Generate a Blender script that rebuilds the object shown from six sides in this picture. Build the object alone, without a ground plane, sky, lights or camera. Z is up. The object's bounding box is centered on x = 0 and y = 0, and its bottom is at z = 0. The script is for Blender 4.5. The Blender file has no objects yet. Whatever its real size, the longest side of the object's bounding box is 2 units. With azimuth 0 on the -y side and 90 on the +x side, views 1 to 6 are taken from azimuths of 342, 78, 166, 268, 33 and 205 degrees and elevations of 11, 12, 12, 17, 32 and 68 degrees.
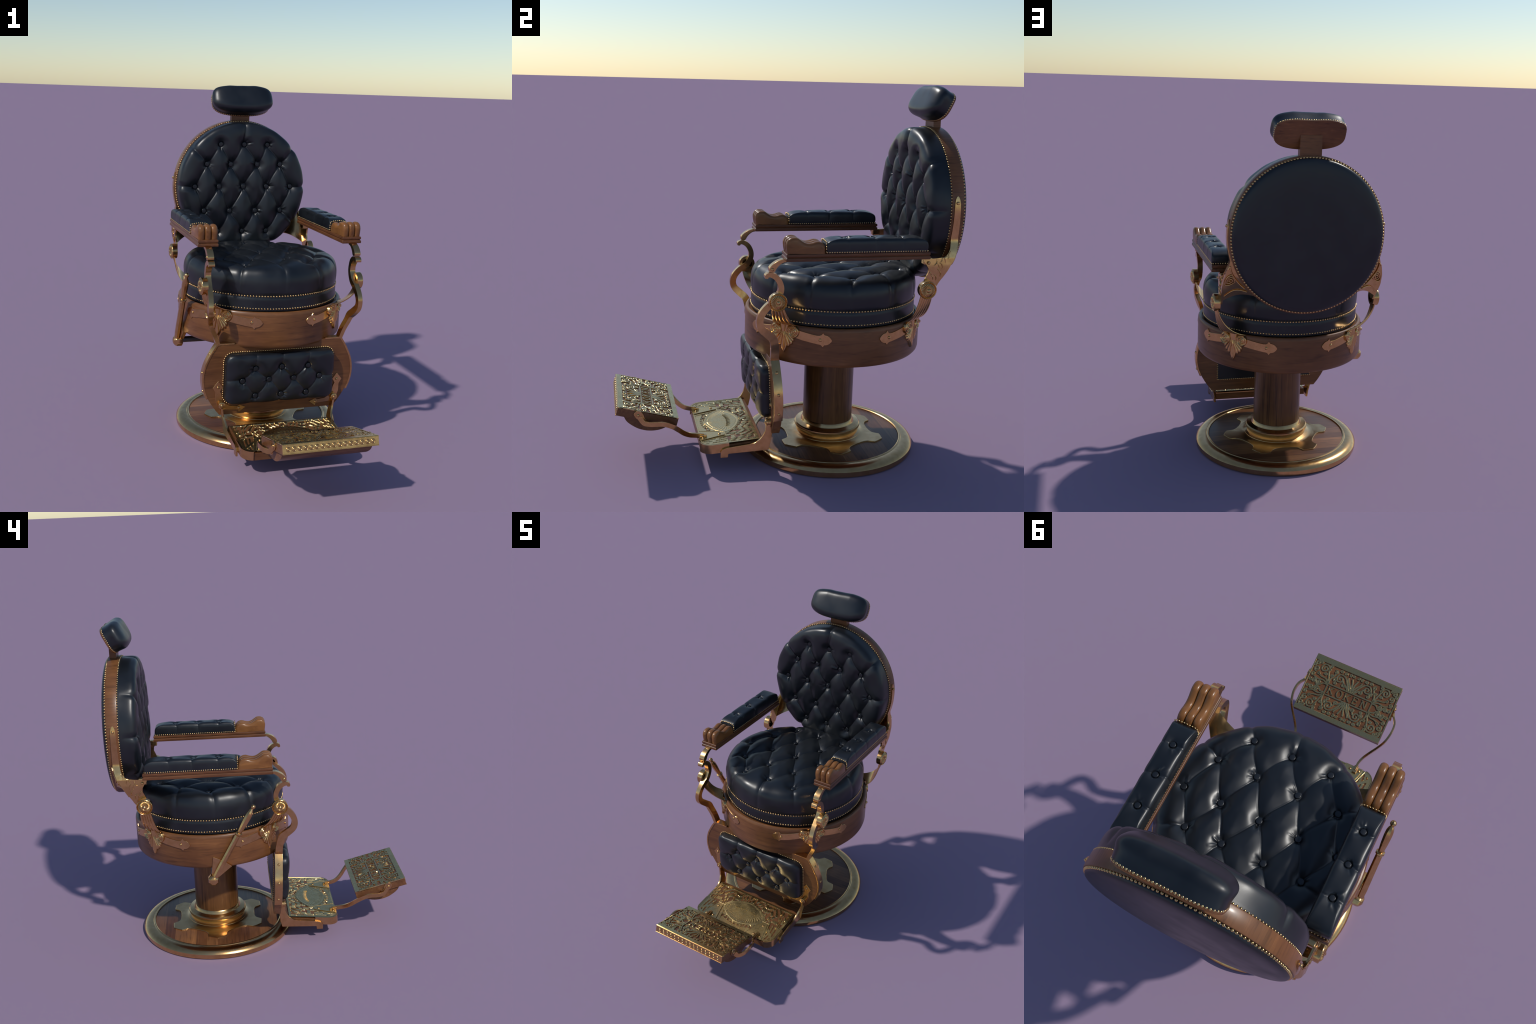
import bpy, bmesh, math, random
import numpy as np
from mathutils import Vector, Matrix
from math import pi, sin, cos, radians, sqrt

rng = random.Random(7)
CX, CY = 0.02, 0.298            # the chair's turning axis
coll = bpy.context.scene.collection

# ------------------------------------------------------------------ materials
def new_mat(name):
    m = bpy.data.materials.new(name); m.use_nodes = True
    nt = m.node_tree; b = nt.nodes["Principled BSDF"]
    return m, nt, b

def node(nt, typ, **kw):
    n = nt.nodes.new(typ)
    for k, v in kw.items():
        if k in n.inputs.keys(): n.inputs[k].default_value = v
        else: setattr(n, k, v)
    return n

def coords(nt, scale=(1, 1, 1), rot=(0, 0, 0)):
    tc = node(nt, "ShaderNodeTexCoord"); mp = node(nt, "ShaderNodeMapping")
    mp.inputs["Scale"].default_value = scale; mp.inputs["Rotation"].default_value = rot
    nt.links.new(tc.outputs["Object"], mp.inputs["Vector"])
    return mp.outputs["Vector"]

def ramp(nt, src, stops):
    r = node(nt, "ShaderNodeValToRGB"); e = r.color_ramp.elements
    while len(e) < len(stops): e.new(0.5)
    for el, (p, c) in zip(e, stops): el.position = p; el.color = (*c, 1)
    nt.links.new(src, r.inputs["Fac"]); return r.outputs["Color"]

def maprange(nt, src, a, b):
    r = node(nt, "ShaderNodeMapRange"); r.inputs["From Min"].default_value = .3; r.inputs["From Max"].default_value = .7
    r.inputs["To Min"].default_value = a; r.inputs["To Max"].default_value = b
    nt.links.new(src, r.inputs["Value"]); return r.outputs["Result"]

def bump(nt, b, src, strength, dist=.001):
    n = node(nt, "ShaderNodeBump"); n.inputs["Strength"].default_value = strength; n.inputs["Distance"].default_value = dist
    nt.links.new(src, n.inputs["Height"]); nt.links.new(n.outputs["Normal"], b.inputs["Normal"])

def mix_mul(nt, a, b, fac=1.0):
    m = node(nt, "ShaderNodeMix"); m.data_type = 'RGBA'; m.blend_type = 'MULTIPLY'
    m.inputs[0].default_value = fac
    nt.links.new(a, m.inputs[6]); nt.links.new(b, m.inputs[7]); return m.outputs[2]

def make_leather():
    m, nt, b = new_mat("navy_leather")
    big = node(nt, "ShaderNodeTexNoise", Scale=9.0, Detail=5.0); nt.links.new(coords(nt), big.inputs["Vector"])
    c = ramp(nt, big.outputs["Fac"], [(.3, (.0060, .0078, .0108)), (.7, (.0112, .0136, .0172))])
    nt.links.new(c, b.inputs["Base Color"])
    nt.links.new(maprange(nt, big.outputs["Fac"],   .31, .43), b.inputs["Roughness"])
    b.inputs["Specular IOR Level"].default_value = .53
    fine = node(nt, "ShaderNodeTexVoronoi", Scale=420.0); nt.links.new(coords(nt), fine.inputs["Vector"])
    bump(nt, b, fine.outputs["Distance"], .05, .0006)
    return m

def make_brass(name, col=(.66, .41, .18), rough=.2):
    m, nt, b = new_mat(name)
    b.inputs["Metallic"].default_value = 1
    n = node(nt, "ShaderNodeTexNoise", Scale=26.0, Detail=6.0, Roughness=.65); nt.links.new(coords(nt), n.inputs["Vector"])
    dk = tuple(x * f for x, f in zip(col, (.84, .80, .72)))
    c = ramp(nt, n.outputs["Fac"], [(.32, dk), (.58, col), (.8, tuple(min(1, x * 1.08) for x in col))])
    nt.links.new(c, b.inputs["Base Color"])
    nt.links.new(maprange(nt, n.outputs["Fac"], rough + .07, rough - .03), b.inputs["Roughness"])
    f = node(nt, "ShaderNodeTexNoise", Scale=160.0, Detail=3.0); nt.links.new(coords(nt), f.inputs["Vector"])
    bump(nt, b, f.outputs["Fac"], .025, .0006)
    return m

def make_wood(name, scale, dark, light, rough=.36, planks=None, coat=.1):
    """grain streaks run along the axis with the smallest scale"""
    m, nt, b = new_mat(name)
    v = coords(nt, scale)
    g = node(nt, "ShaderNodeTexNoise", Scale=1.0, Detail=7.0, Roughness=.62, Distortion=.5); nt.links.new(v, g.inputs["Vector"])
    mid = tuple((x + y) / 2 for x, y in zip(dark, light))
    c = ramp(nt, g.outputs["Fac"], [(.3, dark), (.47, mid), (.55, mid), (.72, light)])
    big = node(nt, "ShaderNodeTexNoise", Scale=5.0, Detail=3.0); nt.links.new(coords(nt), big.inputs["Vector"])
    shade = ramp(nt, big.outputs["Fac"], [(.3, (.72, .66, .62)), (.7, (1.1, 1.08, 1.02))])
    c = mix_mul(nt, c, shade)
    if planks:
        sep = node(nt, "ShaderNodeSeparateXYZ"); nt.links.new(coords(nt), sep.inputs["Vector"])
        sc = node(nt, "ShaderNodeMath", operation='MULTIPLY'); sc.inputs[1].default_value = planks
        nt.links.new(sep.outputs["Y"], sc.inputs[0])
        fl = node(nt, "ShaderNodeMath", operation='FLOOR'); nt.links.new(sc.outputs[0], fl.inputs[0])
        wn = node(nt, "ShaderNodeTexWhiteNoise", noise_dimensions='1D'); nt.links.new(fl.outputs[0], wn.inputs["W"])
        pc = ramp(nt, wn.outputs["Value"], [(0, (.62, .52, .5)), (.5, (.95, .92, .9)), (1, (1.35, 1.3, 1.15))])
        c = mix_mul(nt, c, pc)
    nt.links.new(c, b.inputs["Base Color"])
    b.inputs["Roughness"].default_value = rough; b.inputs["Specular IOR Level"].default_value = .36
    b.inputs["Coat Weight"].default_value = coat; b.inputs["Coat Roughness"].default_value = .16
    bump(nt, b, g.outputs["Fac"], .12, .001)
    return m

LEATHER = make_leather()
BRASS = make_brass("polished_brass")
AGED = make_brass("aged_brass", (.66, .49, .225), .25)
NAIL = make_brass("nail_brass", (.70, .46, .21), .2)
STEEL = make_brass("grey_steel", (.16, .16, .17), .42)
WD, WL = (.100, .040, .015), (.27, .114, .041)
RING_W = make_wood("varnished_wood_ring", (5, 5, 55), WD, WL, .36)
COL_W = make_wood("varnished_wood_column", (60, 60, 3), (.055, .023, .008), (.25, .115, .038), .3)
BOARD_W = make_wood("varnished_wood_board", (4, 45, 55), WD, WL, .34)
BACK_W = make_wood("varnished_wood_back", (14, 6, 95), WD, (.27, .115, .043), .36)
ARM_W = make_wood("varnished_wood_arm", (55, 5, 55), (.085, .032, .014), (.22, .088, .034), .36)
HAND_W = make_wood("carved_wood", (40, 7, 26), (.14, .053, .015), (.33, .145, .045), .32, coat=.15)
DISC_W = make_wood("plank_wood", (5, 85, 10), (.085, .036, .015), (.29, .13, .052), .4, planks=15, coat=.05)
FOOT_W = make_wood("footrest_wood", (6, 60, 60), (.09, .036, .014), (.24, .105, .042), .4)

# ------------------------------------------------------------------ objects
root = bpy.data.objects.new("barber_chair", None)
coll.objects.link(root); root.location = (CX, CY, 0)
root["label"] = "antique barber chair with navy tufted leather, wood and brass footrest"
root["category"] = "barber chair"
root.empty_display_size = .2

def link(name, me, mat=None, parent=None, kind=None, smooth=38):
    if mat is not None:
        me.materials.clear()
        for k in (mat if isinstance(mat, (list, tuple)) else [mat]): me.materials.append(k)
    me.shade_smooth()
    if smooth: me.set_sharp_from_angle(angle=radians(smooth))
    o = bpy.data.objects.new(name, me); coll.objects.link(o); o.parent = parent or root
    if kind: o["kind"] = kind
    return o

def build(name, verts, faces, mat, parent=None, smooth=38, kind=None, bevel=0, segs=2, solid=0):
    """verts in chair coordinates: x from the mirror plane, y and z of the scene"""
    bm = bmesh.new()
    vs = [bm.verts.new((float(p[0]), float(p[1]) - CY, float(p[2]))) for p in verts]
    for f in faces:
        try: bm.faces.new([vs[i] for i in f])
        except ValueError: pass
    bmesh.ops.remove_doubles(bm, verts=bm.verts, dist=1e-6)
    bmesh.ops.recalc_face_normals(bm, faces=bm.faces)
    if solid:
        bmesh.ops.solidify(bm, geom=bm.faces[:], thickness=solid)
        bmesh.ops.recalc_face_normals(bm, faces=bm.faces)
    if bevel:
        es = [e for e in bm.edges if e.is_manifold and e.calc_face_angle(0) > radians(28)]
        bmesh.ops.bevel(bm, geom=es, offset=bevel, segments=segs, profile=.6, affect='EDGES', clamp_overlap=True)
    me = bpy.data.meshes.new(name); bm.to_mesh(me); bm.free()
    o = link(name, me, mat, parent, kind, smooth)
    if bevel:
        w = o.modifiers.new("weighted", 'WEIGHTED_NORMAL'); w.keep_sharp = True; w.weight = 80
    return o

class Geo:
    """collects pieces into one mesh"""
    def __init__(self): self.v, self.f = [], []
    def add(self, v, f):
        k = len(self.v); self.v += [tuple(p) for p in v]; self.f += [tuple(i + k for i in q) for q in f]; return self
    def make(self, *a, **k): return build(a[0], self.v, self.f, *a[1:], **k)

def lathe(profile, seg, place, closed=True, mod=None):
    """profile of (radius, height); place(r, angle, h) -> point"""
    v, f = [], []
    for r, h in profile:
        for i in range(seg): v.append(place(r, 2 * pi * i / seg, h))
    for j in range(len(profile) - 1):
        for i in range(seg):
            a, b = j * seg + i, j * seg + (i + 1) % seg
            f.append((a, b, b + seg, a + seg))
    if closed:
        f.append(tuple(range(seg))[::-1]); k = (len(profile) - 1) * seg; f.append(tuple(range(k, k + seg)))
    return v, f

def zaxis(cx=0, cy=CY): return lambda r, a, h: (cx + r * cos(a), cy + r * sin(a), h)
def xaxis(cy, cz, s=1): return lambda r, a, h: (s * h, cy + r * cos(a), cz + r * sin(a))
def yaxis(cx, cz): return lambda r, a, h: (cx + r * cos(a), h, cz + r * sin(a))

def prism(poly, d0, d1, mp):
    n = len(poly)
    v = [mp(u, w, d0) for u, w in poly] + [mp(u, w, d1) for u, w in poly]
    f = [tuple(range(n))[::-1], tuple(range(n, 2 * n))]
    f += [(i, (i + 1) % n, n + (i + 1) % n, n + i) for i in range(n)]
    return v, f

def box(x0, x1, y0, y1, z0, z1):
    return prism([(x0, y0), (x1, y0), (x1, y1), (x0, y1)], z0, z1, lambda u, w, d: (u, w, d))

def spline(pts, n=8):
    """Catmull-Rom through points of any dimension"""
    P = [np.array(p, float) for p in pts]; P = [2 * P[0] - P[1]] + P + [2 * P[-1] - P[-2]]
    out = []
    for i in range(1, len(P) - 2):
        p0, p1, p2, p3 = P[i - 1:i + 3]
        for k in range(n):
            t = k / n
            out.append(.5 * (2 * p1 + (p2 - p0) * t + (2 * p0 - 5 * p1 + 4 * p2 - p3) * t * t + (3 * p1 - p0 - 3 * p2 + p3) * t ** 3))
    out.append(P[-2]); return out

def bar(pts, waxis=(1, 0, 0), n=8, round_end=False, smooth_path=True):
    """flat bar: pts are (x, y, z, width along waxis, thickness across)"""
    P = spline(pts, n) if smooth_path else [np.array(p, float) for p in pts]
    W = np.array(waxis, float); v, f = [], []
    for i, p in enumerate(P):
        t = P[min(i + 1, len(P) - 1)][:3] - P[max(i - 1, 0)][:3]; t /= np.linalg.norm(t)
        w = W - t * (W @ t); w /= np.linalg.norm(w); nn = np.cross(t, w)
        a, b = w * p[3] / 2, nn * p[4] / 2
        v += [p[:3] - a - b, p[:3] + a - b, p[:3] + a + b, p[:3] - a + b]
    for i in range(len(P) - 1):
        for k in range(4):
            a, b = 4 * i + k, 4 * i + (k + 1) % 4
            f.append((a, b, b + 4, a + 4))
    f += [(3, 2, 1, 0), tuple(4 * (len(P) - 1) + k for k in range(4))]
    return v, f

def mirror(g, s): return ([(s * p[0], p[1], p[2]) for p in g[0]], g[1])

def grid(nu, nv, fn, wrap=False):
    v = [fn(i, j) for i in range(nu) for j in range(nv)]
    f = []
    for i in range(nu if wrap else nu - 1):
        for j in range(nv - 1):
            a = i * nv + j; b = ((i + 1) % nu) * nv + j
            f.append((a, b, b + 1, a + 1))
    return v, f

# ------------------------------------------------------------------ nails, buttons, screws
def dome_mesh(name, r, h, seg=9, rings=3, mat=None, skirt=.001):
    prof = [(r, -skirt)] + [(r * cos(k * pi / 2 / rings), h * sin(k * pi / 2 / rings)) for k in range(rings)]
    v, f = lathe(prof, seg, lambda r, a, h: (r * cos(a), r * sin(a), h), closed=False)
    v.append((0, 0, h)); k = (len(prof) - 1) * seg
    f += [(k + i, k + (i + 1) % seg, len(v) - 1) for i in range(seg)]
    me = bpy.data.meshes.new(name); me.from_pydata(v, [], f); me.materials.append(mat); me.shade_smooth(); return me

def orient(nrm):
    return Vector(nrm).normalized().to_track_quat('Z', 'Y').to_matrix().to_4x4()

def put(name, me, p, nrm, parent, roll=0):
    o = bpy.data.objects.new(name, me); coll.objects.link(o); o.parent = parent
    o.matrix_local = Matrix.Translation((p[0], p[1] - CY, p[2])) @ orient(nrm) @ Matrix.Rotation(roll, 4, 'Z')
    return o

def spaced(pts, step, closed=False):
    P = [np.array(p, float) for p in pts]
    if closed: P.append(P[0])
    L = np.concatenate([[0], np.cumsum([np.linalg.norm(b - a) for a, b in zip(P, P[1:])])])
    n = max(2, int(round(L[-1] / step))); A = np.array(P)
    s = np.linspace(0, L[-1], n + 1)[:-1] if closed else np.linspace(0, L[-1], n + 1)
    return [np.array([np.interp(x, L, A[:, k]) for k in range(A.shape[1])]) for x in s]

NAIL_ME = dome_mesh("nail", .0062, .0048, 10, 3, NAIL)
def nails(rows, parent, r=.0062, single=False, name="nail"):
    """rows: list of (point, outward normal)"""
    if single:
        for p, n in rows: put(name, NAIL_ME, p, n, parent, rng.random() * 6).scale = (r / .0062,) * 3
        return
    v, f = [], []
    src = NAIL_ME
    sv = [x.co.copy() for x in src.vertices]; sf = [tuple(q.vertices) for q in src.polygons]; s = r / .0062
    for p, n in rows:
        M = Matrix.Translation(Vector([float(x) for x in p])) @ orient(n); k = len(v)
        v += [tuple(M @ (c * s)) for c in sv]; f += [tuple(i + k for i in q) for q in sf]
    build("nail_trim", v, f, NAIL, parent, kind="stuff", smooth=60)

def button_mesh(r):
    prof = [(r, -.005), (r * 1.03, 0), (r, .0022), (r * .9, .0034), (r * .78, .0036), (r * .4, .0042)]
    v, f = lathe(prof, 20, lambda r, a, h: (r * cos(a), r * sin(a), h), closed=True)
    me = bpy.data.meshes.new("tufting_button"); me.from_pydata(v, [], f); me.materials.append(LEATHER); me.shade_smooth(); return me
BUTTON_ME = button_mesh(.0140); BUTTON_S = button_mesh(.0125)

def screw_mesh():
    v, f = lathe([(.0085, -.002), (.0085, .001), (.0070, .0032), (.004, .0046), (.0012, .005)], 14, lambda r, a, h: (r * cos(a), r * sin(a), h))
    g = Geo().add(v, f)
    v, f = prism([(-.0068, -.0011), (.0068, -.0011), (.0068, .0011), (-.0068, .0011)], .0030, .0054, lambda a, b, d: (a, b, d))
    g.add(v, f)
    me = bpy.data.meshes.new("screw"); me.from_pydata(g.v, [], g.f); me.materials.append(BRASS); me.shade_smooth(); me.set_sharp_from_angle(angle=.6); return me
SCREW_ME = screw_mesh()

# ------------------------------------------------------------------ tufted cushions
def tuft(buttons, segs, A, w, pit, pr, wr=.0022, seed=1):
    """height (<= 0 mostly) of a buttoned hide: soft valleys along the pleats, a dimple with a flat
    floor at every button and a few fold lines running out of it"""
    r0 = random.Random(seed); folds = []
    for _ in buttons:
        c = r0.uniform(0, 6.28); n = r0.choice([4, 5, 6, 7])
        folds.append([(c + r0.uniform(-1.25, 1.25), r0.uniform(.45, 1) * r0.choice([1, 1, -1]), r0.uniform(.032, .062)) for _ in range(n)])
    k1, k2 = r0.uniform(0, 6), r0.uniform(0, 6)
    def fn(a, b):
        a0, b0 = a, b
        a = a + .0045 * np.sin(31 * b + k1) ; b = b + .0045 * np.sin(29 * a0 + k2)
        dep = np.zeros_like(a)
        for sg in segs:
            p, q, s0, s1 = sg[:4]; ww = sg[4] if len(sg) > 4 else w
            dx, dy = q[0] - p[0], q[1] - p[1]; L2 = dx * dx + dy * dy
            t = np.clip(((a - p[0]) * dx + (b - p[1]) * dy) / L2, 0, 1)
            d = np.hypot(a - p[0] - t * dx, b - p[1] - t * dy)
            k = np.clip(1 - d / ww, 0, 1); mid = 1 - .28 * np.sin(pi * t)
            dep = dep + ((s0 + (s1 - s0) * t) * (mid * A * k * k + .0016 * np.clip(1 - d / .007, 0, 1))) ** 2.6
        h = -np.minimum(dep ** (1 / 2.6), A + .004); a, b = a0, b0
        h = h + .0012 * np.sin(47 * a + k2) * np.sin(41 * b + k1)
        for (bx, by), fl in zip(buttons, folds):
            r = np.hypot(a - bx, b - by)
            near = r < .1
            if not near.any(): continue
            rn = r[near]; ax, by2 = a[near] - bx, b[near] - by; hn = h[near]
            hn = hn - pit * np.exp(-(rn / pr) ** 2)
            for th, am, L in fl:
                u = ax * cos(th) + by2 * sin(th); v = -ax * sin(th) + by2 * cos(th)
                g = np.clip((u - .012) / .008, 0, 1) * np.clip((L - u) / (L - .02), 0, 1)
                hn = hn + wr * am * g * np.exp(-(v / (.0032 + .07 * np.clip(u, 0, 1))) ** 2)
            fl_ = np.clip((.0185 - rn) / .004, 0, 1); floor = -A - pit
            hn = hn * (1 - fl_) + floor * fl_
            h[near] = hn
        return h
    fn.floor = -A - pit
    return fn

def lattice(buttons, reach):
    out = []
    for i, p in enumerate(buttons):
        for q in buttons[i + 1:]:
            d = math.hypot(p[0] - q[0], p[1] - q[1])
            if .02 < abs(p[1] - q[1]) and d < reach: out.append((p, q, 1, 1))
    return out

def cushion(name, outline, T, n, NA, NR, place, h=None, parent=None, fade=.0, mat=None, belly=None, kind=None):
    """domed pad: outline(theta)->(a, b); superellipse edge of power n; place(a, b, d)->xyz"""
    ph = np.linspace(0, pi / 2, 4000); rr = np.sin(ph) ** (2 / n); dd = np.cos(ph) ** (2 / n)
    th = np.linspace(0, 2 * pi, NA, endpoint=False); oa, ob = outline(th)
    size = .5 * (np.abs(oa).max() + np.abs(ob).max()) if True else 1
    L = np.concatenate([[0], np.cumsum(np.hypot(np.diff(rr) * size, np.diff(dd) * T))]); L /= L[-1]
    s = np.linspace(0, 1, NR + 1); R = np.interp(s, L, rr); D = np.interp(s, L, dd)
    # profile normals
    tr, td = np.gradient(R * size), np.gradient(D * T); q = np.hypot(tr, td); nr, nd = -td / q, tr / q
    nr[0], nd[0] = 0, 1
    a = R[:, None] * oa[None]; b = R[:, None] * ob[None]; d = np.repeat((D * T)[:, None], NA, 1)
    if belly is not None:
        k = belly(D); a = a * k[:, None]; b = b * k[:, None]
    if h is not None:
        hh = h(a, b) * np.clip(D * 1.6 - fade, 0, 1)[:, None]
        ra = oa / np.hypot(oa, ob); rb = ob / np.hypot(oa, ob)
        a = a + hh * nr[:, None] * ra; b = b + hh * nr[:, None] * rb; d = d + hh * nd[:, None]
    v = [place(a[0, 0], b[0, 0], d[0, 0])]
    for i in range(1, NR + 1):
        for j in range(NA): v.append(place(a[i, j], b[i, j], d[i, j]))
    f = [(0, 1 + j, 1 + (j + 1) % NA) for j in range(NA)]
    for i in range(NR - 1):
        for j in range(NA):
            p = 1 + i * NA + j; q2 = 1 + i * NA + (j + 1) % NA
            f.append((p, p + NA, q2 + NA, q2))
    k = 1 + (NR - 1) * NA
    f.append(tuple(range(k, k + NA)))
    return build(name, v, f, mat or LEATHER, parent, smooth=None)

def circle_outline(R): return lambda t: (R * np.cos(t), R * np.sin(t))
def super_outline(A, Bt, Bb, nt, nb, dip=0):
    def fn(t):
        c, s = np.cos(t), np.sin(t); up = s >= 0
        B = np.where(up, Bt, Bb); n = np.where(up, nt, nb)
        # radius along the true direction, so spacing follows the outline
        c2, s2 = np.cos(t) , np.sin(t)
        a = np.sign(c2) * np.abs(c2) ** (2 / n) * A; b = np.sign(s2) * np.abs(s2) ** (2 / n) * B
        b = b - dip * np.exp(-(a / (A * .3)) ** 2) * np.clip(b / Bt, 0, 1)
        return a, b
    return fn
def round_rect(A, B, r):
    """rounded rectangle sampled at even arc length"""
    pts = []
    for cx, cy, t0 in ((A - r, B - r, 0), (-A + r, B - r, pi / 2), (-A + r, -B + r, pi), (A - r, -B + r, 1.5 * pi)):
        for k in range(13): pts.append((cx + r * cos(t0 + k * pi / 24), cy + r * sin(t0 + k * pi / 24)))
    def fn(t):
        P = np.array(pts + pts[:1]); L = np.concatenate([[0], np.cumsum(np.hypot(*np.diff(P, axis=0).T))])
        s = t / (2 * pi) * L[-1]
        return np.interp(s, L, P[:, 0]), np.interp(s, L, P[:, 1])
    return fn

# ================================================================== pedestal
base = build("pedestal_base", *lathe([(.470, 0), (.479, .003), (.481, .010), (.481, .030), (.478, .0345), (.470, .043), (.458, .0505), (.443, .0545),
                                      (.428, .0555), (.420, .0545), (.4165, .0575), (.411, .0585), (.4065, .056), (.405, .046), (.39, .044), (.39, .002)],
                                     96, zaxis(), closed=True), BRASS, smooth=28)
build("wooden_disc", *lathe([(.4045, .030), (.4045, .0525), (.402, .0535), (.05, .0535)], 96, zaxis()), DISC_W, base)

def spider_radius(t):
    a = abs(((math.degrees(t) + 30) % 60) - 30)
    xs = [0, 11, 11.3, 12.8, 14.2, 17, 22, 30]
    rs = [.321, .299, .293, .267, .258, .249, .241, .237]
    return float(np.interp(a, xs, rs))
ang = sorted(set([k * 60 + s * d for k in range(6) for s in (-1, 1) for d in (0, 5.5, 11, 11.3, 12, 12.8, 13.5, 14.2, 15.5, 17, 19.5, 22, 26, 30)]))
ang = sorted(set(round(a % 360, 3) for a in ang)); NS = len(ang)
rows = []
for q, z in ((1.0, .050), (1.0, .0590), (.993, .0604), (.80, .0606)):
    rows.append([(spider_radius(radians(a)) * q, z) for a in ang])
rows.append([(.232, .0608) for a in ang]); rows.append([(.214, .0620) for a in ang]); rows.append([(.199, .065) for a in ang]); rows.append([(.186, .072) for a in ang]); rows.append([(.12, .074) for a in ang])
v = []
for row in rows:
    for (r, z), a in zip(row, ang): v.append((r * cos(radians(a)), CY + r * sin(radians(a)), z))
f = [(j * NS + i, j * NS + (i + 1) % NS, (j + 1) * NS + (i + 1) % NS, (j + 1) * NS + i) for j in range(len(rows) - 1) for i in range(NS)]
build("mounting_plate", v, f, BRASS, base, smooth=20)

column = build("column", *lathe([(.1385, .115), (.1385, .60)], 28, zaxis()), COL_W, smooth=40)
build("column_collar", *lathe([(.12, .066), (.192, .066), (.190, .071), (.1765, .077), (.176, .083), (.1775, .088), (.1785, .098), (.1835, .102), (.1855, .109), (.184, .117),
                               (.178, .1225), (.162, .126), (.150, .130), (.146, .137), (.143, .146), (.1395, .150), (.12, .151)], 72, zaxis()), BRASS, column, smooth=30)

# ================================================================== seat
RING_R = .478
frame = build("seat_frame", *lathe([(.13, .592), (.455, .593), (.468, .597), (.475, .605), (RING_R, .616), (RING_R, .780), (.4765, .789), (.472, .796), (.465, .799), (.456, .797), (.452, .789), (.30, .788)],
                                   128, zaxis()), RING_W, smooth=30)
sb = []
for yy, xs in ((-.310, (-.180, 0, .180)), (-.165, (-.279, -.095, .095, .279)), (.006, (-.352, -.178, 0, .178, .352)), (.161, (-.264, -.095, .095, .264)), (.305, (-.175, 0, .175))):
    sb += [(x, yy) for x in xs]
ss = lattice(sb, .215)
for p, q in (((0, -.310), (0, -.47)), ((.279, -.165), (.39, -.235)), ((-.279, -.165), (-.39, -.235)), ((.352, .006), (.47, -.035)), ((-.352, .006), (-.47, -.035)),
             ((.264, .161), (.40, .20)), ((-.264, .161), (-.40, .20)), ((.175, .305), (.25, .40)), ((-.175, .305), (-.25, .40)), ((0, .305), (0, .47)),
             ((.18, -.310), (.235, -.385)), ((-.18, -.310), (-.235, -.385))):
    ss.append((p, q, .9, .36, .032))
def seat_belly(D): return 1 - .012 * np.exp(-((D - .33) / .05) ** 2) + .010 * np.exp(-((D - .62) / .2) ** 2)
sh = tuft(sb, ss, .0185, .072, .008, .034, .0050, 3)
seat = cushion("seat_cushion", circle_outline(.447), .254, 8.0, 480, 210, lambda a, b, d: (a, CY + b, .797 + d),
               sh, frame, fade=.35, belly=seat_belly)
for x, y in sb:
    e = min(1, math.hypot(x, y) / .447); z = .797 + .254 * (1 - e ** 8) ** (1 / 8) + sh.floor + .0035
    put("tufting_button", BUTTON_ME, (x, CY + y, z), (0, 0, 1), seat, rng.random())
def ring_nails(R, z, step):
    n = int(2 * pi * R / step)
    return [((R * cos(2 * pi * i / n), CY + R * sin(2 * pi * i / n), z), (cos(2 * pi * i / n), sin(2 * pi * i / n), 0)) for i in range(n)]
nails(ring_nails(.4470, .881, .0158), seat, .0054, single=True)
nails(ring_nails(.4470, .811, .0158), seat, .0052)

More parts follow.
